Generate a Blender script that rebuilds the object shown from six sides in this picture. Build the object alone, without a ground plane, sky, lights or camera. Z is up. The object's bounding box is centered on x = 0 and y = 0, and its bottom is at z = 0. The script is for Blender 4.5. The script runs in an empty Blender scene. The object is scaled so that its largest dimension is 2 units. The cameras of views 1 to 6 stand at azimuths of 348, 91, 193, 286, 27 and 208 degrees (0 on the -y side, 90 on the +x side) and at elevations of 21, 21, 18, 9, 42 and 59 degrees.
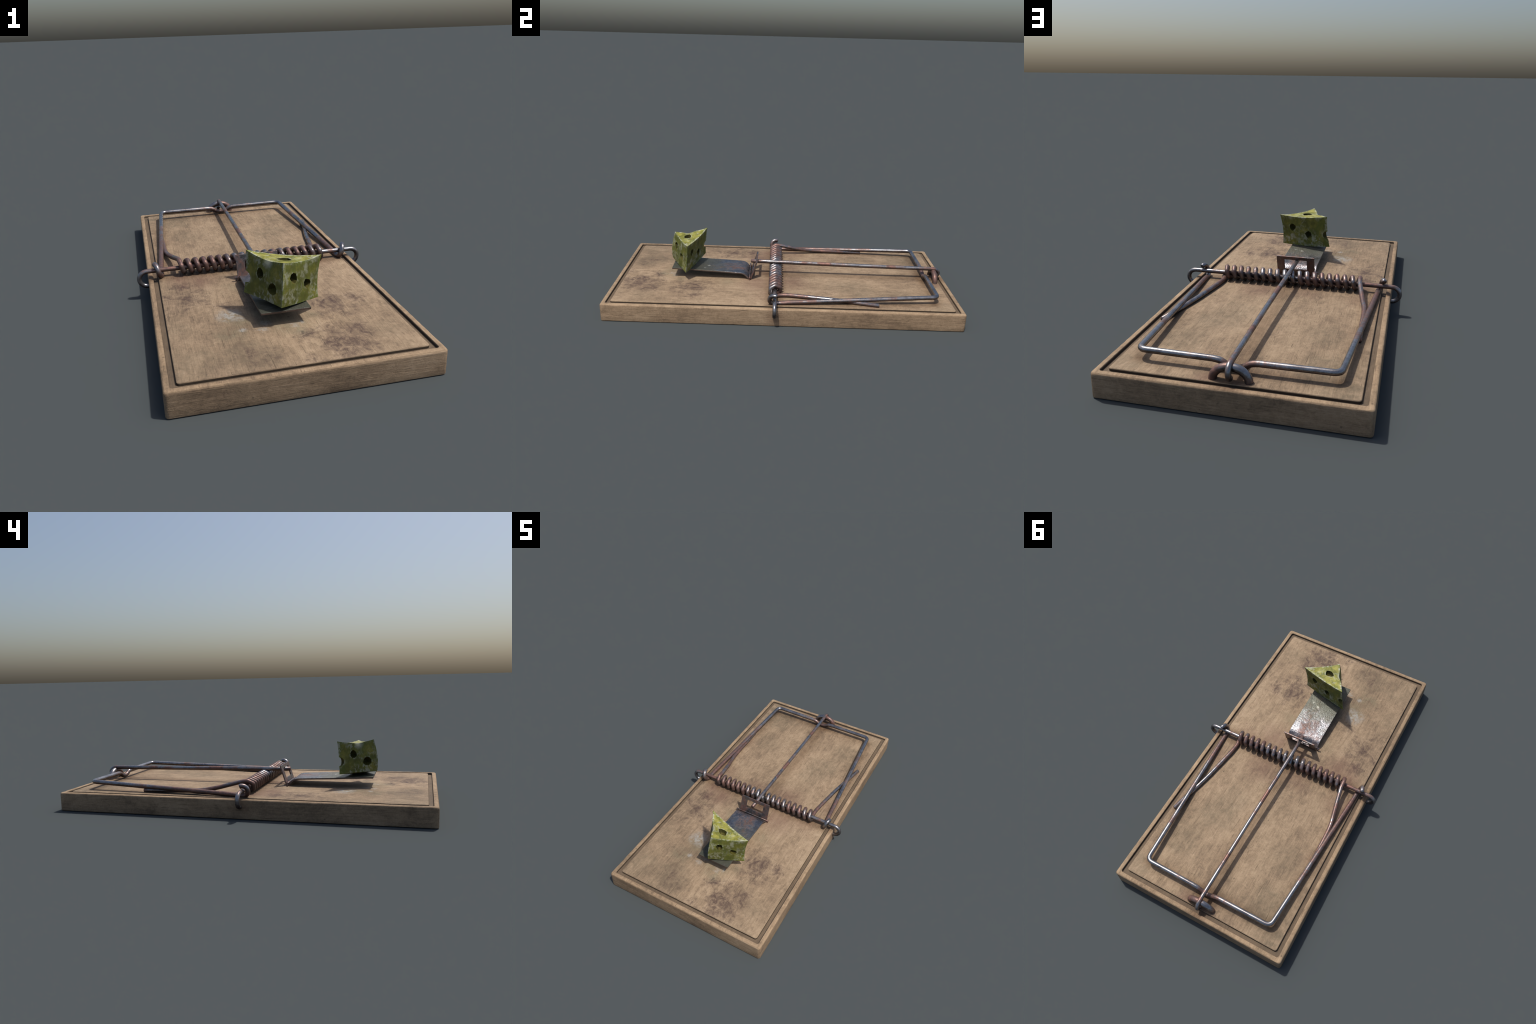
import bpy, bmesh, math, random
from mathutils import Vector, Matrix, noise

random.seed(7)
COL = bpy.context.scene.collection


# ------------------------------------------------------------------ helpers
def link(ob, parent=None):
    COL.objects.link(ob)
    if parent is not None:
        ob.parent = parent
    return ob


def mesh_object(name, bm, mat, parent=None, smooth_angle=None):
    me = bpy.data.meshes.new(name)
    bmesh.ops.recalc_face_normals(bm, faces=bm.faces[:])
    if smooth_angle is not None:
        for f in bm.faces:
            f.smooth = True
        for e in bm.edges:
            if len(e.link_faces) == 2 and e.calc_face_angle(0) > math.radians(smooth_angle):
                e.smooth = False
    bm.to_mesh(me)
    bm.free()
    for m in (mat if isinstance(mat, (list, tuple)) else [mat]):
        me.materials.append(m)
    return link(bpy.data.objects.new(name, me), parent)


def fillet(points, radius, steps=6):
    """Round the inner corners of a polyline with quadratic arcs."""
    pts = [Vector(p) for p in points]
    out = [pts[0]]
    for i in range(1, len(pts) - 1):
        a, b, c = pts[i - 1], pts[i], pts[i + 1]
        r = radius[i] if isinstance(radius, dict) and i in radius else (
            radius if not isinstance(radius, dict) else radius[None])
        d1, d2 = (a - b), (c - b)
        r1, r2 = min(r, d1.length * .49), min(r, d2.length * .49)
        p, q = b + d1.normalized() * r1, b + d2.normalized() * r2
        for k in range(steps + 1):
            t = k / steps
            out.append(p.lerp(b, t).lerp(b.lerp(q, t), t))
    out.append(pts[-1])
    return out


def catmull(points, steps=6):
    pts = [Vector(p) for p in points]
    pts = [pts[0] * 2 - pts[1]] + pts + [pts[-1] * 2 - pts[-2]]
    out = []
    for i in range(1, len(pts) - 2):
        p0, p1, p2, p3 = pts[i - 1:i + 3]
        for k in range(steps):
            t = k / steps
            out.append(.5 * ((2 * p1) + (p2 - p0) * t + (2 * p0 - 5 * p1 + 4 * p2 - p3) * t * t
                             + (3 * p1 - p0 - 3 * p2 + p3) * t ** 3))
    out.append(pts[-2])
    return out


def wire(name, path, radius, mat, parent, sides=12, wobble=0.0, cap_bevel=.25, tall=1.0):
    """Sweep a round wire along a path, with mitred bends and slightly rounded cut ends."""
    pts = [Vector(p) for p in path]
    pts = [p for i, p in enumerate(pts) if i == 0 or (p - pts[i - 1]).length > 1e-5]
    n = len(pts)
    bm = bmesh.new()
    tang = []
    for i in range(n):
        a = (pts[i] - pts[i - 1]).normalized() if i else None
        b = (pts[i + 1] - pts[i]).normalized() if i < n - 1 else None
        tang.append(((a or b) + (b or a)).normalized())
    up = Vector((0, 0, 1)) if abs(tang[0].z) < .9 else Vector((1, 0, 0))
    u = (up - tang[0] * up.dot(tang[0])).normalized()
    rings = []

    def ring(p, t, u, r, mitre=(None, 1)):
        v = t.cross(u)
        vs = []
        for k in range(sides):
            ang = 2 * math.pi * (k + .5) / sides
            off = u * math.cos(ang) * r + v * math.sin(ang) * r
            axis, s = mitre
            if axis is not None:
                off += axis * off.dot(axis) * (s - 1)
            off.z *= tall
            vs.append(bm.verts.new(p + off))
        return vs
    e = radius * cap_bevel
    for i in range(n):
        if i:
            q = tang[i - 1].rotation_difference(tang[i])
            u = q @ u
            u = (u - tang[i] * u.dot(tang[i])).normalized()
        r = radius * (1 + wobble * noise.noise(pts[i] * 35))
        mitre = (None, 1)
        if 0 < i < n - 1:
            a, b = (pts[i] - pts[i - 1]).normalized(), (pts[i + 1] - pts[i]).normalized()
            bend = b - a
            if bend.length > .05:
                half = math.acos(max(-1, min(1, a.dot(b)))) / 2
                mitre = (bend.normalized(), min(1.35, 1 / math.cos(half)))
        if i == 0:
            rings.append(ring(pts[0], tang[0], u, r - e))
            rings.append(ring(pts[0] + tang[0] * e, tang[0], u, r))
        elif i == n - 1:
            rings.append(ring(pts[i] - tang[i] * e, tang[i], u, r))
            rings.append(ring(pts[i], tang[i], u, r - e))
        else:
            rings.append(ring(pts[i], tang[i], u, r, mitre))
    for a, b in zip(rings, rings[1:]):
        for k in range(sides):
            bm.faces.new((a[k], a[(k + 1) % sides], b[(k + 1) % sides], b[k]))
    bm.faces.new(rings[0])
    bm.faces.new(rings[-1])
    return mesh_object(name, bm, mat, parent, smooth_angle=75)


# ------------------------------------------------------------------ node helper
class Nodes:
    def __init__(self, name):
        self.mat = bpy.data.materials.new(name)
        self.mat.use_nodes = True
        self.nt = self.mat.node_tree
        self.nt.nodes.clear()
        self.out = self.nt.nodes.new("ShaderNodeOutputMaterial")
        self.bsdf = self.nt.nodes.new("ShaderNodeBsdfPrincipled")
        self.nt.links.new(self.bsdf.outputs[0], self.out.inputs[0])
        tc = self.nt.nodes.new("ShaderNodeTexCoord")
        self.obj = tc.outputs["Object"]
        s = self.nt.nodes.new("ShaderNodeSeparateXYZ")
        self.nt.links.new(self.obj, s.inputs[0])
        self.x, self.y, self.z = s.outputs
        g = self.nt.nodes.new("ShaderNodeNewGeometry")
        self.geo = g
        sn = self.nt.nodes.new("ShaderNodeSeparateXYZ")
        self.nt.links.new(tc.outputs["Normal"], sn.inputs[0])
        self.nx, self.ny, self.nz = sn.outputs

    def put(self, sock, v):
        if isinstance(v, bpy.types.NodeSocket):
            self.nt.links.new(v, sock)
        elif isinstance(v, (tuple, list)) and len(v) == 3 and sock.type == 'RGBA':
            sock.default_value = (*v, 1)
        else:
            sock.default_value = v

    def m(self, op, a, b=0.0, c=0.0, clamp=False):
        n = self.nt.nodes.new("ShaderNodeMath")
        n.operation = op
        n.use_clamp = clamp
        for i, v in enumerate((a, b, c)):
            self.put(n.inputs[i], v)
        return n.outputs[0]

    def add(self, *v):
        r = v[0]
        for w in v[1:]:
            r = self.m('ADD', r, w)
        return r

    def mul(self, *v):
        r = v[0]
        for w in v[1:]:
            r = self.m('MULTIPLY', r, w)
        return r

    def step(self, v, lo, hi, a=0.0, b=1.0):
        n = self.nt.nodes.new("ShaderNodeMapRange")
        n.interpolation_type = 'SMOOTHSTEP'
        self.put(n.inputs[0], v)
        for i, w in enumerate((lo, hi, a, b)):
            n.inputs[i + 1].default_value = w
        return n.outputs[0]

    def vec(self, scale=(1, 1, 1), loc=(0, 0, 0), src=None, rot=(0, 0, 0)):
        n = self.nt.nodes.new("ShaderNodeMapping")
        self.put(n.inputs[0], src or self.obj)
        n.inputs[1].default_value = loc
        n.inputs[2].default_value = rot
        n.inputs[3].default_value = scale
        return n.outputs[0]

    def noise(self, vec, scale, detail=4, rough=.55, dist=0.0, color=False):
        n = self.nt.nodes.new("ShaderNodeTexNoise")
        self.put(n.inputs["Vector"], vec)
        n.inputs["Scale"].default_value = scale
        n.inputs["Detail"].default_value = detail
        n.inputs["Roughness"].default_value = rough
        n.inputs["Distortion"].default_value = dist
        return n.outputs[1 if color else 0]

    def mixv(self, fac, a, b):
        n = self.nt.nodes.new("ShaderNodeMix")
        n.data_type = 'VECTOR'
        self.put(n.inputs[0], fac)
        self.put(n.inputs[4], a)
        self.put(n.inputs[5], b)
        return n.outputs[1]

    def mix(self, fac, a, b, mode='MIX'):
        n = self.nt.nodes.new("ShaderNodeMix")
        n.data_type = 'RGBA'
        n.blend_type = mode
        self.put(n.inputs[0], fac)
        self.put(n.inputs[6], a)
        self.put(n.inputs[7], b)
        return n.outputs[2]

    def mixf(self, fac, a, b):
        n = self.nt.nodes.new("ShaderNodeMix")
        self.put(n.inputs[0], fac)
        self.put(n.inputs[2], a)
        self.put(n.inputs[3], b)
        return n.outputs[0]

    def ramp(self, fac, stops):
        n = self.nt.nodes.new("ShaderNodeValToRGB")
        self.put(n.inputs[0], fac)
        els = n.color_ramp.elements
        while len(els) < len(stops):
            els.new(.5)
        for e, (p, c) in zip(els, stops):
            e.position = p
            e.color = (*c, 1)
        return n.outputs[0]

    def grey(self, fac, lo, hi):
        return self.step(fac, lo, hi)

    def blobs(self, spots, warp=None, soft=.35, flat=True):
        """Largest of several soft round spots; each spot = x, y, z|None, radius, strength.
        The coordinates are shaken by a noise so that the spots get ragged borders."""
        src = self.obj
        if warp:
            amount, scale = warp
            c = self.noise(self.obj, scale, 5, .62, color=True)
            n = self.nt.nodes.new("ShaderNodeVectorMath")
            n.operation = 'MULTIPLY_ADD'
            self.put(n.inputs[0], c)
            n.inputs[1].default_value = (amount,) * 3
            n2 = self.nt.nodes.new("ShaderNodeVectorMath")
            n2.operation = 'ADD'
            self.put(n2.inputs[0], self.obj)
            n2.inputs[1].default_value = (-amount / 2,) * 3
            self.put(n.inputs[2], n2.outputs[0])
            src = n.outputs[0]
        res = None
        for x, y, z, r, k in spots:
            d = self.nt.nodes.new("ShaderNodeVectorMath")
            d.operation = 'DISTANCE'
            if z is None:
                f = self.nt.nodes.new("ShaderNodeVectorMath")
                f.operation = 'MULTIPLY'
                self.put(f.inputs[0], src)
                f.inputs[1].default_value = (1, 1, 0)
                self.put(d.inputs[0], f.outputs[0])
                d.inputs[1].default_value = (x, y, 0)
            else:
                self.put(d.inputs[0], src)
                d.inputs[1].default_value = (x, y, z)
            v = self.step(d.outputs["Value"], r * soft, r, k, 0.0)
            res = v if res is None else self.m('MAXIMUM', res, v)
        return res

    def bump(self, height, strength=.3, distance=.002, normal=None):
        n = self.nt.nodes.new("ShaderNodeBump")
        n.inputs["Strength"].default_value = strength
        n.inputs["Distance"].default_value = distance
        self.put(n.inputs["Height"], height)
        if normal:
            self.put(n.inputs["Normal"], normal)
        return n.outputs[0]

    def edge(self, radius, lo, hi):
        """1 near sharp edges: how far a bevelled normal leans off the true one."""
        b = self.nt.nodes.new("ShaderNodeBevel")
        b.samples = 8
        b.inputs[0].default_value = radius
        d = self.nt.nodes.new("ShaderNodeVectorMath")
        d.operation = 'DOT_PRODUCT'
        self.put(d.inputs[0], b.outputs[0])
        self.put(d.inputs[1], self.geo.outputs["Normal"])
        return self.step(self.m('SUBTRACT', 1.0, d.outputs["Value"]), lo, hi)

    def done(self, color, rough, metal=0.0, normal=None, spec=.35):
        self.put(self.bsdf.inputs["Base Color"], color)
        self.put(self.bsdf.inputs["Roughness"], rough)
        self.put(self.bsdf.inputs["Metallic"], metal)
        self.bsdf.inputs["Specular IOR Level"].default_value = spec
        if normal:
            self.put(self.bsdf.inputs["Normal"], normal)
        return self.mat


# ------------------------------------------------------------------ dimensions
BX, BY, TOP = .497, 1.0, .100          # board half width, half length, height
ROD_Y, ROD_Z = -.0445, .1345           # the fixed rod that carries the spring
WIRE = .0110                           # spring-steel wire radius


# ------------------------------------------------------------------ materials
def wood_material():
    N = Nodes("aged_bare_wood")
    ax, ay = N.m('ABSOLUTE', N.x), N.m('ABSOLUTE', N.y)
    end_face = N.step(N.m('ABSOLUTE', N.ny), .55, .75)
    # grain runs along the board, but across it on the two short ends
    long_c = N.vec((1.0, .075, 1.0))
    short_c = N.vec((.075, 1.0, 1.0))
    g = N.mixv(end_face, long_c, short_c)
    blot_c = N.mixv(end_face, N.vec((1, .55, 1)), N.vec((.3, 1, 1)))
    fine = N.noise(g, 210, 6, .7, .4)
    mid = N.noise(g, 60, 6, .65, .9)
    broad = N.noise(blot_c, 7.0, 6, .66, .5)
    cloud = N.noise(N.obj, 2.6, 4, .55)
    mott = N.noise(N.vec((1, .7, 1)), 27, 8, .74, 1.0)
    figure = N.noise(N.vec((.45, 1, .8)), 75, 5, .7, 1.5)
    grit = N.noise(N.obj, 240, 3, .7)
    v = N.add(N.mul(N.m('SUBTRACT', broad, .5), .85), N.mul(N.m('SUBTRACT', cloud, .5), .55),
              N.mul(N.m('SUBTRACT', mid, .5), .50), N.mul(N.m('SUBTRACT', fine, .5), .62),
              N.mul(N.m('SUBTRACT', mott, .5), .90), N.mul(N.m('SUBTRACT', figure, .5), .50),
              N.mul(N.m('SUBTRACT', grit, .5), .25), .5)
    col = N.ramp(v, [(.0, (.120, .083, .054)), (.28, (.198, .140, .091)), (.5, (.293, .208, .132)),
                     (.72, (.378, .273, .176)), (1.0, (.47, .348, .235))])
    # warm / cool drift
    hue = N.step(N.noise(N.obj, 5.3, 3), .4, .65)
    col = N.mix(N.mul(hue, .3), col, (.95, .98, .98), 'MULTIPLY')
    up = N.step(N.nz, .6, .85)
    # dusky grey-olive bruises in the corners and middle of the top
    dusk = N.blobs([(-.39, -.86, None, .16, .5), (-.19, -.86, None, .16, .6), (-.31, .80, None, .17, .75),
                    (.2, .44, None, .17, .6), (.27, .66, None, .13, .5), (.15, .31, None, .10, .45),
                    (-.42, .93, None, .10, .75), (.42, .89, None, .12, .5), (-.27, .5, None, .12, .35),
                    (.36, -.80, None, .10, .45), (-.40, -.60, None, .07, .4)], (.16, 9))
    dusk_n = N.step(N.noise(N.vec((1, .8, 1)), 21, 6, .7, .8), .42, .66)
    col = N.mix(N.mul(dusk, up, N.mixf(.6, 1.0, dusk_n), .9), col, (.120, .097, .064))
    # dark purple-brown stains on the baited half
    st = N.blobs([(.22, -.52, None, .21, .95), (.34, -.50, None, .10, .95), (.16, -.62, None, .11, .75),
                  (.17, -.83, None, .23, 1.0), (.15, -.91, None, .15, .95), (.055, -.75, None, .09, .95),
                  (.25, -.77, None, .15, .8), (-.33, -.34, None, .19, .8), (-.35, -.19, None, .11, .85),
                  (-.42, -.28, None, .11, .7), (-.22, -.44, None, .10, .75), (.28, -.62, None, .12, .7),
                  (-.14, -.86, None, .16, .6), (.02, -.93, None, .12, .6)],
                 (.04, 13), soft=.0)
    st_big = N.noise(N.obj, 13, 6, .62, .5)
    st_n = N.noise(N.vec((1, .75, 1)), 34, 9, .80, .6)
    st_n = N.add(N.mul(N.m('SUBTRACT', st_n, .5), 1.5), .5)
    st_v = N.add(N.mul(st_big, .34), N.mul(st_n, .66), N.mul(st, .29))
    st_m = N.mul(N.step(st_v, .57, .92), up)
    col = N.mix(N.mul(st_m, .95), col, (.076, .048, .041))
    # rust bled into the wood around the spring, the arms and the staple
    rust = N.blobs([(-.28, -.14, None, .14, .8), (-.36, -.10, None, .09, .8), (.15, -.15, None, .17, .75),
                    (.12, .05, None, .16, .75), (-.10, .03, None, .13, .5), (-.39, .08, None, .14, .6),
                    (.40, .10, None, .10, .5), (.0, -.12, None, .13, .45), (.31, -.09, None, .13, .5),
                    (.09, .93, None, .07, .8), (-.03, .95, None, .08, .55), (.43, .50, None, .06, .4),
                    (-.39, .45, None, .08, .4)], (.07, 12), soft=.05)
    rust_n = N.step(N.noise(N.vec((1, .5, 1)), 17, 6, .65), .32, .62)
    col = N.mix(N.mul(rust, up, N.mixf(.5, 1.0, rust_n), .72), col, (.155, .080, .062))
    hook = N.blobs([(BX, ROD_Y, .05, .09, .7), (-BX, ROD_Y, .05, .09, .6)], (.04, 14), soft=.05)
    col = N.mix(N.mul(hook, .6), col, (.115, .062, .045))
    # green and white mould that spread from the bait
    green = N.blobs([(-.22, -.68, None, .10, .75), (-.17, -.57, None, .10, .7), (.02, -.66, None, .13, .8),
                     (.12, -.62, None, .06, .6), (-.13, -.25, None, .08, .5), (.14, -.33, None, .09, .55),
                     (-.05, -.55, None, .15, .6)], (.08, 10), soft=.1)
    col = N.mix(N.mul(green, up, N.step(mott, .35, .62), .6), col, (.13, .135, .085))
    white = N.blobs([(-.20, -.525, None, .075, 1.0), (-.165, -.565, None, .03, .7), (-.17, -.665, None, .022, .9),
                     (.03, -.675, None, .028, .9), (-.07, -.63, None, .03, .6), (-.10, -.68, None, .03, .7),
                     (.065, -.655, None, .02, .8)], (.05, 24), soft=.1)
    white_n = N.step(N.noise(N.obj, 42, 5, .7), .38, .56)
    col = N.mix(N.mul(white, up, white_n, .85), col, (.36, .345, .31))
    # contact shade painted into the wood below bar, spring and cross wire
    wire_shade = N.add(N.mul(N.step(ax, .0, .075, 1.0, 0.0), N.step(N.y, -.25, -.1), .55),
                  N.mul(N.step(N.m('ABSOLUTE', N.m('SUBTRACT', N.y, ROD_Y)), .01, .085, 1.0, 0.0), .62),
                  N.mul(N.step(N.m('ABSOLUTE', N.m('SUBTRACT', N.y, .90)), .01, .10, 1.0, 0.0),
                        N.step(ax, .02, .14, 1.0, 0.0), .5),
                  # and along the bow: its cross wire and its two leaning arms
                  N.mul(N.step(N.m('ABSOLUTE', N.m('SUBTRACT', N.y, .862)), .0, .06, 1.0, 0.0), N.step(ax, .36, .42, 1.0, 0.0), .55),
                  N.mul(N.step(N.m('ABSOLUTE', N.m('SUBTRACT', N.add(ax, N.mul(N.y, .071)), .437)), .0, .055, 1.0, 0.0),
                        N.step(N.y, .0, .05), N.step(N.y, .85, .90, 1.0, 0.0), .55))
    wire_shade = N.m('MINIMUM', wire_shade, 1.0)
    col = N.mix(N.mul(wire_shade, up), col, (.52, .45, .40), 'MULTIPLY')
    # groove: dirt plus occlusion shade painted into floor and wall colour
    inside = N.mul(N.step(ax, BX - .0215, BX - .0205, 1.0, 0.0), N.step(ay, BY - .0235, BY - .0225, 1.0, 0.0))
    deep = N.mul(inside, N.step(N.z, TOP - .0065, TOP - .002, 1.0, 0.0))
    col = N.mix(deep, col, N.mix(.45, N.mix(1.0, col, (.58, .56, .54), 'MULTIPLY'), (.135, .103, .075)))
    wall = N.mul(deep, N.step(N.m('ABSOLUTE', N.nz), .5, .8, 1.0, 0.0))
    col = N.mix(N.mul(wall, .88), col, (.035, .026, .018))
    # sides a little darker, worn pale arrises
    side = N.mul(N.step(N.m('ABSOLUTE', N.nz), .35, .7, 1.0, 0.0), N.m('SUBTRACT', 1.0, inside))
    col = N.mix(side, col, (.95, .92, .90), 'MULTIPLY')
    rim = N.m('SUBTRACT', 1.0, N.m('MAXIMUM', inside, side))
    col = N.mix(N.mul(rim, .6), col, (1.14, 1.10, 1.04), 'MULTIPLY')
    # pores: small dark specks and short cracks
    crack_c = N.mixv(end_face, N.vec((1.0, .06, 1.0)), N.vec((.06, 1, 1)))
    crack = N.step(N.noise(crack_c, 130, 3, .5, .7), .64, .76)
    col = N.mix(N.mul(crack, .22), col, (.085, .058, .04))
    v = N.nt.nodes.new("ShaderNodeTexVoronoi")
    N.put(v.inputs["Vector"], N.obj)
    v.inputs["Scale"].default_value = 11
    speck = N.step(v.outputs["Distance"], .03, .06, 1.0, 0.0)
    col = N.mix(N.mul(speck, .5), col, (.06, .042, .03))
    h = N.add(N.mul(fine, .7), N.mul(mid, .8), N.mul(crack, -1.2), N.mul(mott, .7), N.mul(figure, .5))
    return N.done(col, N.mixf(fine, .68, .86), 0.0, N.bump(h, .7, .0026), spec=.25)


def metal_material(name, rust_bias=0.0, mould=False, bump=.25, spots=(), clean=(), steel=(.335, .332, .342), under=.95,
                   scale=1.0):
    N = Nodes(name)
    n1 = N.noise(N.vec((1, .55, 1)), 11 * scale, 6, .66, .4)
    n2 = N.noise(N.obj, 55 * scale, 5, .65, .3)
    n3 = N.noise(N.obj, 130, 3, .6)
    v = N.add(N.mul(n1, .68), N.mul(n2, .32), rust_bias)
    if spots:
        v = N.add(v, N.blobs(spots, (.02, 18), soft=.3))
    if clean:
        v = N.m('SUBTRACT', v, N.blobs(clean, (.02, 16), soft=.3))
    rust = N.step(v, .45, .62)
    deep = N.step(v, .60, .78)
    base = N.ramp(N.add(N.mul(n1, .6), N.mul(n2, .4)), [(.25, tuple(c * .74 for c in steel)), (.5, steel), (.8, tuple(c * 1.2 for c in steel))])
    rust_c = N.mix(N.step(n2, .38, .66), (.105, .055, .045), (.220, .105, .075))
    rust_c = N.mix(N.mul(deep, .55), rust_c, (.33, .135, .085))
    col = N.mix(N.mul(rust, .88), base, rust_c)
    tint = N.step(N.noise(N.obj, 26 * scale, 6, .62), .40, .66)
    col = N.mix(N.mul(tint, .42), col, (.120, .082, .074))
    grit = N.step(N.noise(N.obj, 33 * scale, 6, .7), .60, .72)
    col = N.mix(N.mul(grit, .2), col, (.045, .036, .034))
    # undersides and flanks: a dark brown tint that thins out towards the top
    under_tint = N.mul(N.step(N.add(N.nz, N.mul(N.m('SUBTRACT', n1, .5), 1.2), N.mul(N.m('SUBTRACT', n2, .5), .35)), -.42, .60, 1.0, 0.0), under)
    col = N.mix(under_tint, col, N.mix(N.step(n1, .4, .6), (.048, .038, .037), (.074, .041, .034)))
    metal = N.m('MULTIPLY', N.mixf(rust, .92, .45), N.mixf(under_tint, 1.0, .7))
    rough = N.add(N.mixf(rust, .27, .44), N.mul(N.m('SUBTRACT', n1, .5), .22))
    if mould:
        far = N.step(N.y, -.20, -.50)
        g = N.mul(far, N.step(N.add(N.noise(N.obj, 16, 6, .68), N.mul(far, .16)), .42, .60))
        col = N.mix(N.mul(g, .85), col, (.125, .128, .095))
        w = N.blobs([(.02, -.455, None, .016, 1), (.055, -.475, None, .014, 1), (.0, -.49, None, .014, .9),
                     (-.05, -.62, None, .02, .8)], (.03, 40), soft=.2)
        w = N.mul(w, N.step(N.noise(N.obj, 60, 4, .6), .45, .6))
        col = N.mix(w, col, (.40, .40, .35))
        metal = N.mixf(N.m('MAXIMUM', N.mul(g, .6), w), metal, .62)
        rough = N.mixf(g, rough, .52)
    if mould:
        col = N.mix(N.mul(N.step(N.y, -.50, -.62), .75), col, (.052, .054, .038))
        metal = N.mixf(N.step(N.y, -.50, -.62), metal, .25)
    if mould:                                   # cut edges of the sheet have gone brown
        cut = N.step(N.m('ABSOLUTE', N.nz), .35, .6, 1.0, 0.0)
        col = N.mix(N.mul(cut, .85), col, (.095, .062, .048))
        metal = N.mixf(cut, metal, .25)
        rough = N.mixf(cut, rough, .55)
    h = N.add(N.mul(n2, .9), N.mul(n3, 1.3 if mould else .4), N.mul(rust, .4))
    return N.done(col, rough, metal, N.bump(h, bump, .0032 if mould else .002), spec=.4)


def cheese_material(inside=False):
    N = Nodes("mouldy_cheese_hole_shaded" if inside else "mouldy_cheese_skin")
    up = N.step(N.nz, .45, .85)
    n1 = N.noise(N.obj, 13, 5, .62, .6)
    n2 = N.noise(N.vec((1, 1, .6)), 42, 5, .66, .5)
    n3 = N.noise(N.obj, 130, 3, .6)
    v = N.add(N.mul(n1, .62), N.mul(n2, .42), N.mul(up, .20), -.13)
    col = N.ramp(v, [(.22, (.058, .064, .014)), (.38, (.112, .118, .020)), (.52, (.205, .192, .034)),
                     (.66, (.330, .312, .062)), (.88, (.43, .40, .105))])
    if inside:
        col = N.mix(1.0, col, (.33, .31, .30), 'MULTIPLY')  # same cheese colour, darkened to paint in the shade of the holes
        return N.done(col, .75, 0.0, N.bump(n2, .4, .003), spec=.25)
    # green tint bordering the sharp edges, then pale mould bloom
    edge = N.edge(.030, .008, .20)
    ragged = N.step(N.noise(N.obj, 22, 6, .7, .6), .38, .62)
    col = N.mix(N.mul(edge, N.mixf(.5, 1.0, ragged), .6), col, (.125, .165, .032))
    col = N.mix(N.mul(N.step(N.noise(N.vec((1, 1, .5), (5, 5, 5)), 17, 6, .7, .8), .48, .62), .6), col, (.085, .115, .020))
    patch = N.step(N.noise(N.obj, 11, 5, .62), .50, .64)
    bloom = N.step(N.noise(N.vec((1, 1, .8), (3, 1, 2)), 52, 6, .66, .2), .44, .60)
    low = N.step(N.z, .19, .29, .85, 0.0)
    low = N.mul(low, N.step(N.noise(N.obj, 14, 4, .6), .42, .6))
    wm = N.m('MAXIMUM', N.mul(N.m('MAXIMUM', N.m('MAXIMUM', N.mul(edge, ragged, N.mixf(up, 1.5, 2.0)), N.mul(patch, N.mixf(up, .62, .45))), low), bloom),
             N.blobs([(-.055, -.590, .335, .035, .9), (.11, -.53, .325, .03, .6)], (.03, 30), soft=.2))
    col = N.mix(N.m('MINIMUM', wm, .85), col, N.mix(up, (.33, .34, .26), (.50, .51, .41)))
    dark = N.mul(N.step(N.noise(N.obj, 24, 7, .74), .52, .68), N.m('SUBTRACT', 1.0, wm))
    col = N.mix(N.mul(dark, .45), col, (.050, .056, .016))
    h = N.add(N.mul(n1, .8), N.mul(n2, .8), N.mul(n3, .2))
    b = N.bump(h, .5, .004)
    return N.done(col, .62, 0.0, b, spec=.3)


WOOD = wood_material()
RUSTY_SPOTS = [(-.15, -.05, .14, .09, .08), (.22, -.05, .14, .10, .09), (-.33, -.05, .14, .06, .10), (-.25, -.05, .14, .10, .10), (-.39, -.05, .13, .07, .16), (-.39, .25, .11, .30, .11), (-.43, .1, .11, .15, .12),
               (.12, -.05, .14, .07, .06), (.0, .26, .175, .055, .24), (.0, .66, .17, .035, .18), (.0, .13, .175, .03, .12), (.01, .92, .155, .035, .20),
               (.0, .87, .12, .09, .14), (.05, .93, .13, .05, .14), (-.05, .93, .12, .03, .06),
               (.33, .0, .12, .10, .08)]
CLEAN_SPOTS = [(-.02, -.05, .15, .08, .10), (.35, -.05, .15, .04, .10), (.53, -.05, .10, .08, .14), (-.53, -.05, .10, .08, .14),
               (.34, .80, .14, .30, .16), (-.34, .80, .14, .30, .16), (.0, .47, .17, .12, .12), (.0, .80, .17, .10, .12), (.45, -.05, .15, .06, .12), (.40, .5, .12, .18, .06),
               (-.04, .93, .15, .04, .10)]
STEEL = metal_material("rusted_spring_steel", .030, spots=RUSTY_SPOTS, clean=CLEAN_SPOTS, bump=.14)
PLATE = metal_material("rusted_sheet_steel", -.02, mould=True, bump=.55, steel=(.27, .278, .30), under=0.0)
FRAME = metal_material("rusted_catch_steel", .05, bump=.3, scale=1.5, steel=(.24, .235, .24), under=.35)
CHEESE = cheese_material()
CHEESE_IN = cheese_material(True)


# ------------------------------------------------------------------ the trap
trap = link(bpy.data.objects.new("mouse_trap", None))
trap.empty_display_size = .2
trap["label"] = "old wooden snap mouse trap with rusty spring and wire bow"
trap["category"] = "mouse trap"


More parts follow.
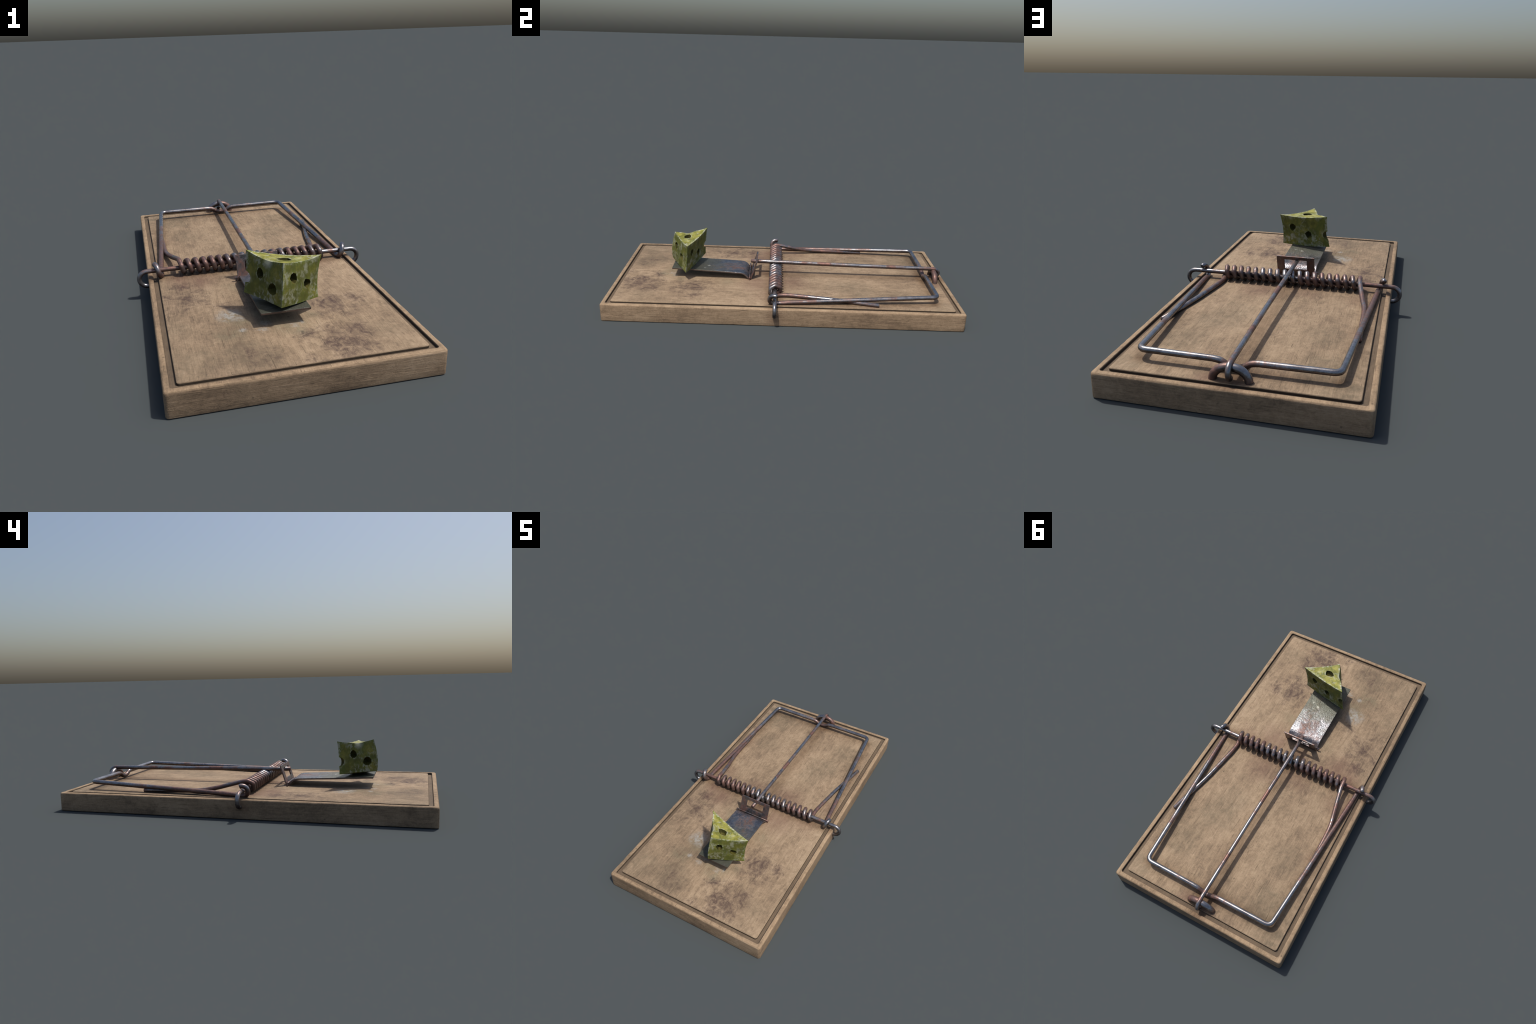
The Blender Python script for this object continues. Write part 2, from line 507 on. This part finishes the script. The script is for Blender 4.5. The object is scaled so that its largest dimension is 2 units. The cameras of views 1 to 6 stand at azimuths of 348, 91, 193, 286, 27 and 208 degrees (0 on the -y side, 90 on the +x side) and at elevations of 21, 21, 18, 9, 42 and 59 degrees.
def rounded_rect(hx, hy, r, n_arc=5):
    pts, nx, ny = [], 50, 100
    for cx, cy, a0, n in ((1, -1, -90, ny), (1, 1, 0, nx), (-1, 1, 90, ny), (-1, -1, 180, nx)):
        for k in range(n_arc + 1):
            a = math.radians(a0 + 90 * k / n_arc)
            pts.append((cx * (hx - r) + r * math.cos(a), cy * (hy - r) + r * math.sin(a)))
        a = math.radians(a0 + 90)
        p = pts[-1]
        dx, dy = {0: (0, 1), 90: (-1, 0), 180: (0, -1), 270: (1, 0)}[(a0 + 90) % 360]
        L = 2 * ((hy if dy else hx) - r)
        pts += [(p[0] + dx * L * k / n, p[1] + dy * L * k / n) for k in range(1, n)]
    return pts


def build_board():
    bm = bmesh.new()
    loops = []

    def loop(inset_x, z, r, wave=0.0):
        hx, hy = BX - inset_x, BY - inset_x
        vs = []
        for x, y in rounded_rect(hx, hy, r):
            p = Vector((x, y, z))
            w = wave * (noise.noise(p * 22) + .6 * noise.noise(p * 60))
            # hand-worn arris: pulled in and down a little, never outwards
            w = abs(w)
            px, py = x * (1 - w / hx), y * (1 - w / hy)
            # a splinter is missing near one far corner
            if wave and y > .96 and -.46 < x < -.452 and z > .085:
                py -= .004
                p.z -= .003
            vs.append(bm.verts.new((px, py, p.z - w * .5)))
        loops.append(vs)
    loop(.0022, 0, .0125)
    loop(.0006, .0008, .0135)
    loop(0, .003, .014)
    loop(0, .03, .014)
    loop(0, .06, .014)
    loop(0, TOP - .012, .014)
    R = .0085
    for k in range(1, 7):                                      # rounded top arris
        a = math.radians(15 * k)
        loop(R * (1 - math.cos(a)), TOP - R + R * math.sin(a), .014, .0016 if k > 1 else .0006)
    loop(.0200, TOP - .0002, .011)
    loop(.0225, TOP - .0006, .011)
    loop(.0238, TOP - .0025, .011)                             # groove
    loop(.0242, TOP - .0118, .011)
    loop(.0250, TOP - .0130, .011)
    loop(.0455, TOP - .0130, .013)
    loop(.0462, TOP - .0122, .013)
    loop(.0466, TOP - .0042, .013)
    for k in range(1, 6):                                      # raised field
        a = math.radians(18 * k)
        loop(.0466 + .004 * (1 - math.cos(a)), TOP - .0042 + .004 * math.sin(a), .012, .0006)
    for a, b in zip(loops, loops[1:]):
        n, m = len(a), len(b)
        assert n == m, (n, m)
        for k in range(n):
            bm.faces.new((a[k], a[(k + 1) % n], b[(k + 1) % n], b[k]))
    bm.faces.new(loops[0])
    bm.faces.new(loops[-1])
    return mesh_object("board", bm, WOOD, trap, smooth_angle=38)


build_board()

# --- fixed rod whose ends bend over the board's edges and into its sides
hook_r, hook_x = .0365, .4995
arc = [(hook_x + hook_r * math.sin(math.radians(a)) * 1.05, ROD_Y,
        ROD_Z - hook_r + hook_r * math.cos(math.radians(a))) for a in range(0, 181, 12)]
arc = arc + [(BX - .012, ROD_Y, ROD_Z - 2 * hook_r)]
path = [(-x, y, z) for x, y, z in reversed(arc)] + [(x, 0 * x + ROD_Y, ROD_Z) for x in (-.3, -.1, .1, .3)] + arc
wire("spring_rod", path, WIRE, STEEL, trap, sides=14, wobble=.05)

# --- the coil: six straight facets to a turn, with a bearing arm at each end
PITCH, TURNS, X0 = .03745, 18, .3287
CY, CZ, R_Z, R_Y = -.0425, .1395, .0284, .0318


def coil_point(step):                       # step counts sixths of a turn from the first crest
    a = step * math.pi / 3
    return Vector((X0 - PITCH * step / 6, CY + R_Y * math.sin(a), CZ + R_Z * math.cos(a)))


coil = [coil_point(s) for s in range(-2, TURNS * 6 + 1)]
right_arm = fillet([(.430, .533, .1095), (.372, .268, .1115), (.337, .05, .1130), (.3335, -.01, .1110),
                    (.3475, CY - .004, CZ - R_Z)], .03, 5)
left_arm = fillet([(-.3475, .0, .1615), (-.374, .135, .1275), (-.394, .225, .1160), (-.398, .533, .1095)],
                  {None: .06, 0: .01}, 6)
# small fillets give every facet a short bend, as in bent wire
wire("torsion_spring", right_arm + fillet(coil + [left_arm[0]], .0045, 2) + left_arm[1:], .0118, STEEL, trap,
     sides=12, wobble=.04)

# --- striking bow: square loop with curled eyes round the rod and a dip in the middle
def bow_half(s):
    eye = []
    for k in range(0, 13):                  # up from below the rod, round its front, over the top
        a = math.radians(-90 - 208 * k / 12)
        eye.append((s * (.4335 + .0285 * k / 12), ROD_Y - .001 + .0275 * math.cos(a), ROD_Z + .0275 * math.sin(a)))
    eye.reverse()
    arm = [(s * .4325, -.012, .1085), (s * .430, .03, .1120)]
    return eye, arm


BOW_Y, BOW_Z, BOW_X = .867, .1412, .3705
le, la = bow_half(-1)
re_, ra = bow_half(1)
corner_l, corner_r = (-BOW_X, BOW_Y, BOW_Z + .002), (BOW_X, BOW_Y, BOW_Z + .002)
dip = [(-.085, .868, .1415), (-.055, .869, .137), (-.028, .871, .122), (0, .872, .1165),
       (.028, .871, .122), (.055, .869, .137), (.085, .868, .1415)]
dip = catmull(dip, 4)
left = le + fillet([la[0], la[1], corner_l, dip[0]], {None: .012, 2: .032}, 7)[0:]
right = fillet([dip[-1], corner_r, ra[1], ra[0]], {None: .012, 1: .032}, 7) + list(reversed(re_))
wire("striking_bow", left + dip[1:-1] + right, .0123, STEEL, trap, sides=14, wobble=.05)

# --- staple at the far end
ST_Y, ST_R = .930, .0155
path = [(-.0675, ST_Y, .080)] + [(-.0655 * math.cos(math.radians(a)), ST_Y,
        .098 + .0525 * math.sin(math.radians(a)) ** .92) for a in range(6, 175, 8)] + [(.0675, ST_Y, .080)]
wire("staple", path, ST_R, STEEL, trap, sides=16, wobble=.04)

# --- holding bar: hooked on the staple, its tip caught in the window of the catch
bar = [(-.0052, -.196, .1822), (-.004, -.05, .1795), (0, .45, .1722), (.001, .905, .1668)]
hook = catmull([(.001, .905, .1668), (.0008, .935, .1655), (.0, .955, .1560), (-.0015, .9625, .140),
                (-.0025, .957, .1235), (-.003, .944, .1155)], 5)
wire("holding_bar", bar[:3] + hook, .0109, STEEL, trap, sides=12, wobble=.05, tall=1.1)


# --- bait plate, rolled lip, catch frame and hinge pin
def strip(name, profile, half_w, thick, mat, parent, wob=.0):
    """Bent sheet: a side profile (y, z) of its top face, thickened downwards, drawn across x."""
    p = [Vector((0, y, z)) for y, z in profile]
    bm = bmesh.new()
    nx = 10
    tops, bots = [], []
    for i, q in enumerate(p):
        t = (p[min(i + 1, len(p) - 1)] - p[max(i - 1, 0)]).normalized()
        nrm = Vector((0, -t.z, t.y))
        if nrm.z < 0:
            nrm = -nrm
        rt, rb = [], []
        for k in range(nx + 1):
            x = -half_w + 2 * half_w * k / nx
            w = wob * noise.noise(Vector((x, q.y, 3)) * 14)
            rt.append(bm.verts.new((x, q.y, q.z + w)))
            b = q - nrm * thick
            rb.append(bm.verts.new((x, b.y, b.z + w)))
        tops.append(rt)
        bots.append(rb)
    for i in range(len(p) - 1):
        for k in range(nx):
            bm.faces.new((tops[i][k], tops[i][k + 1], tops[i + 1][k + 1], tops[i + 1][k]))
            bm.faces.new((bots[i][k], bots[i + 1][k], bots[i + 1][k + 1], bots[i][k + 1]))
        for k in (0, nx):
            bm.faces.new((tops[i][k], tops[i + 1][k], bots[i + 1][k], bots[i][k]))
    for i in (0, -1):
        for k in range(nx):
            bm.faces.new((tops[i][k], bots[i][k], bots[i][k + 1], tops[i][k + 1]))
    ob = mesh_object(name, bm, mat, parent, smooth_angle=35)
    bv = ob.modifiers.new("arris", 'BEVEL')
    bv.width, bv.segments, bv.limit_method = .0011, 2, 'ANGLE'
    return ob


flat = [(-.33 - .338 * k / 12, .1478 + .0152 * k / 12) for k in range(13)]
profile = [(q.x, q.y) for q in catmull([(a, b, 0) for a, b in (
    (-.2015, .1085), (-.2125, .1205), (-.227, .1345), (-.243, .1420), (-.262, .1450), (-.285, .1463))], 4)] + flat
plate = strip("bait_plate", profile, .0995, .0088, PLATE, trap, wob=.0010)


def build_catch(parent):
    """Upright frame with a rectangular window, leaning back towards the spring."""
    b, t = Vector((0, -.1960, .1045)), Vector((0, -.1605, .2125))
    upv = (t - b)
    H = upv.length
    upv.normalize()
    nrm = Vector((1, 0, 0)).cross(upv)          # faces the spring
    W, wx, w0, w1, th = .0985, .0585, .0365, .0945, .0075
    xs = [-W, -wx, wx, W]
    hs = [0, w0, w1, H]
    bm = bmesh.new()
    front = [[bm.verts.new(b + Vector((x, 0, 0)) + upv * h) for x in xs] for h in hs]
    back = [[bm.verts.new(v.co - nrm * th) for v in row] for row in front]
    for g in (front, back):
        for i in range(3):
            for k in range(3):
                if (i, k) != (1, 1):
                    bm.faces.new((g[i][k], g[i][k + 1], g[i + 1][k + 1], g[i + 1][k]))
    outer = [(0, k) for k in range(4)] + [(i, 3) for i in (1, 2, 3)] + [(3, k) for k in (2, 1, 0)] + [(2, 0), (1, 0)]
    for ring in (outer, [(1, 1), (1, 2), (2, 2), (2, 1)]):
        for a, c in zip(ring, ring[1:] + ring[:1]):
            bm.faces.new((front[a[0]][a[1]], front[c[0]][c[1]], back[c[0]][c[1]], back[a[0]][a[1]]))
    ob = mesh_object("catch_frame", bm, FRAME, parent)
    bv = ob.modifiers.new("arris", 'BEVEL')
    bv.width, bv.segments, bv.limit_method = .0011, 2, 'ANGLE'
    return ob


build_catch(plate)
wire("hinge_pin", [(-.1165, -.2025, .1195), (-.04, -.2015, .1185), (.04, -.200, .1165), (.1125, -.1985, .1145)], .0044, FRAME,
     plate, sides=10)
for s in (-1, 1):                               # eyelets that hold the pin down to the board
    wire("hinge_eye", [(s * .1065, -.1995, .094), (s * .1065, -.1995, .1165)], .0042, FRAME, plate, sides=10)

# ------------------------------------------------------------------ the cheese
A0, A1 = Vector((-.1287, -.4921, .1782)), Vector((-.1107, -.4768, .3542))
B0, B1 = Vector((-.0226, -.6825, .1822)), Vector((-.0076, -.6629, .3560))
C0, C1 = Vector((.1587, -.5759, .1567)), Vector((.1760, -.5608, .3311))


def cheese_point(a, b, c, h):
    p = (A0 * a + B0 * b + C0 * c) * (1 - h) + (A1 * a + B1 * b + C1 * c) * h
    ab, bc, ca = 4 * a * b, 4 * b * c, 4 * c * a
    p.z -= h ** 3 * (.0125 * ab + .0110 * bc + .0115 * ca - .004 * 27 * a * b * c)     # hollow top
    p.z += (1 - h) ** 3 * (.004 * ab - .001 * bc - .006 * ca - .006 * 27 * a * b * c)  # sagging underside
    q = 4 * h * (1 - h)
    bow = q * (1 + .35 * (1 - 2 * h))
    p += Vector((-.001, -.0105, 0)) * bow * b ** 3            # edges warp as the cheese dries
    p += Vector((-.0095, .001, 0)) * q * c ** 3
    p += Vector((.005, -.003, 0)) * q * a ** 3
    p += Vector((.0085, .003, -.006)) * h ** 4 * math.exp(-((b - .60) / .14) ** 2) * max(0, 1 - 6 * c)
    p += Vector((.001, -.003, 0)) * q * bc * (1 - a)
    edge_free = 1 - max(a, b, c) ** 6
    w = .0012 * edge_free
    return p + Vector((noise.noise(p * 38), noise.noise(p * 38 + Vector((9, 0, 0))), noise.noise(p * 38 + Vector((0, 9, 0))))) * w


def build_cheese():
    bm = bmesh.new()
    n, m = 28, 26
    cache = {}

    def vert(i, j, k):                      # i, j, n-i-j in the triangle, level k
        key = (i, j, k)
        if key not in cache:
            cache[key] = bm.verts.new(cheese_point(i / n, j / n, (n - i - j) / n, k / m))
        return cache[key]
    for k in (0, m):
        for i in range(n):
            for j in range(n - i):
                bm.faces.new((vert(i, j, k), vert(i + 1, j, k), vert(i, j + 1, k)))
                if i + j < n - 1:
                    bm.faces.new((vert(i + 1, j, k), vert(i + 1, j + 1, k), vert(i, j + 1, k)))
    rim = [(n - t, t) for t in range(n)] + [(0, n - t) for t in range(n)] + [(t, 0) for t in range(n)]
    for k in range(m):
        for (i, j), (p, q) in zip(rim, rim[1:] + rim[:1]):
            bm.faces.new((vert(i, j, k), vert(p, q, k), vert(p, q, k + 1), vert(i, j, k + 1)))
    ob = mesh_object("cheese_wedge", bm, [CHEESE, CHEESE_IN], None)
    # holes: blunt, slightly lopsided pits driven in along each face's normal
    n_ab, n_bc, n_ca = (B0 - A0).cross(A1 - A0), (C0 - B0).cross(B1 - B0), (A0 - C0).cross(C1 - C0)
    centre = (A0 + B0 + C0 + A1 + B1 + C1) / 6
    pits = [((-.0700, -.557, .2840), n_ab, .0180, .0190, .026), ((-.0385, -.6277, .2433), n_ab, .0205, .0210, .028),
            ((.0330, -.6420, .2814), n_bc, .0165, .0180, .024), ((.0990, -.6040, .2371), n_bc, .0165, .0175, .024),
            ((.0965, -.5473, .2640), n_ca, .0205, .0195, .026), ((-.0010, -.5187, .2315), n_ca, .0195, .0225, .026),
            ((.0190, -.5819, .3310), Vector((0, 0, 1)), .0235, .0190, .019)]
    cut = bmesh.new()
    rnd = random.Random(4)
    for pos, nrm, rw, rh, depth in pits:
        nrm = nrm.normalized()
        pos = Vector(pos)
        if nrm.dot(pos - centre) < 0:
            nrm = -nrm
        upv = Vector((0, 0, 1)) if abs(nrm.z) < .8 else Vector((.3, 1, 0))
        side = upv.cross(nrm).normalized()
        upv = nrm.cross(side)
        seg, rows = 9, []
        jit = [1 + rnd.uniform(-.21, .21) for _ in range(seg)]
        spin = rnd.uniform(0, 1)
        for d, s in ((-.02, 1.30), (0, 1.10), (.22, .98), (.6, .80), (.9, .55), (1.0, .28)):
            off = d * depth if d > 0 else d
            rows.append([cut.verts.new(pos - nrm * off + (side * rw * math.cos(2 * math.pi * (k + spin) / seg)
                         + upv * rh * math.sin(2 * math.pi * (k + spin) / seg)) * s * jit[k]) for k in range(seg)])
        for r0, r1 in zip(rows, rows[1:]):
            for k in range(seg):
                cut.faces.new((r0[k], r0[(k + 1) % seg], r1[(k + 1) % seg], r1[k]))
        cut.faces.new(rows[0])
        cut.faces.new(rows[-1])
    # one bubble was cut open on the sharp vertical edge
    tmp = bmesh.ops.create_icosphere(cut, subdivisions=3, radius=1.0)
    M = Matrix.Translation((-.1125, -.4895, .2445)) @ Matrix.Diagonal((.0265, .0265, .0235, 1))
    bmesh.ops.transform(cut, matrix=M, verts=tmp["verts"])
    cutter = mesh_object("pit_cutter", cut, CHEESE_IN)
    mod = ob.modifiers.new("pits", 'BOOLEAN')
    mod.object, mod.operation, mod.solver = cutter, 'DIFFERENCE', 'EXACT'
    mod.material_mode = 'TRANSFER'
    dg = bpy.context.evaluated_depsgraph_get()
    me = bpy.data.meshes.new_from_object(ob.evaluated_get(dg))
    ob.modifiers.clear()
    ob.data = me
    bpy.data.objects.remove(cutter)
    b2 = bmesh.new()
    b2.from_mesh(me)
    for f in b2.faces:
        f.smooth = True
    for e in b2.edges:
        if len(e.link_faces) == 2 and e.calc_face_angle(0) > math.radians(32):
            e.smooth = False
    b2.to_mesh(me)
    b2.free()
    return ob


cheese = build_cheese()
cheese["label"] = "mouldy green wedge of holey hard cheese used as bait"
cheese["category"] = "cheese"
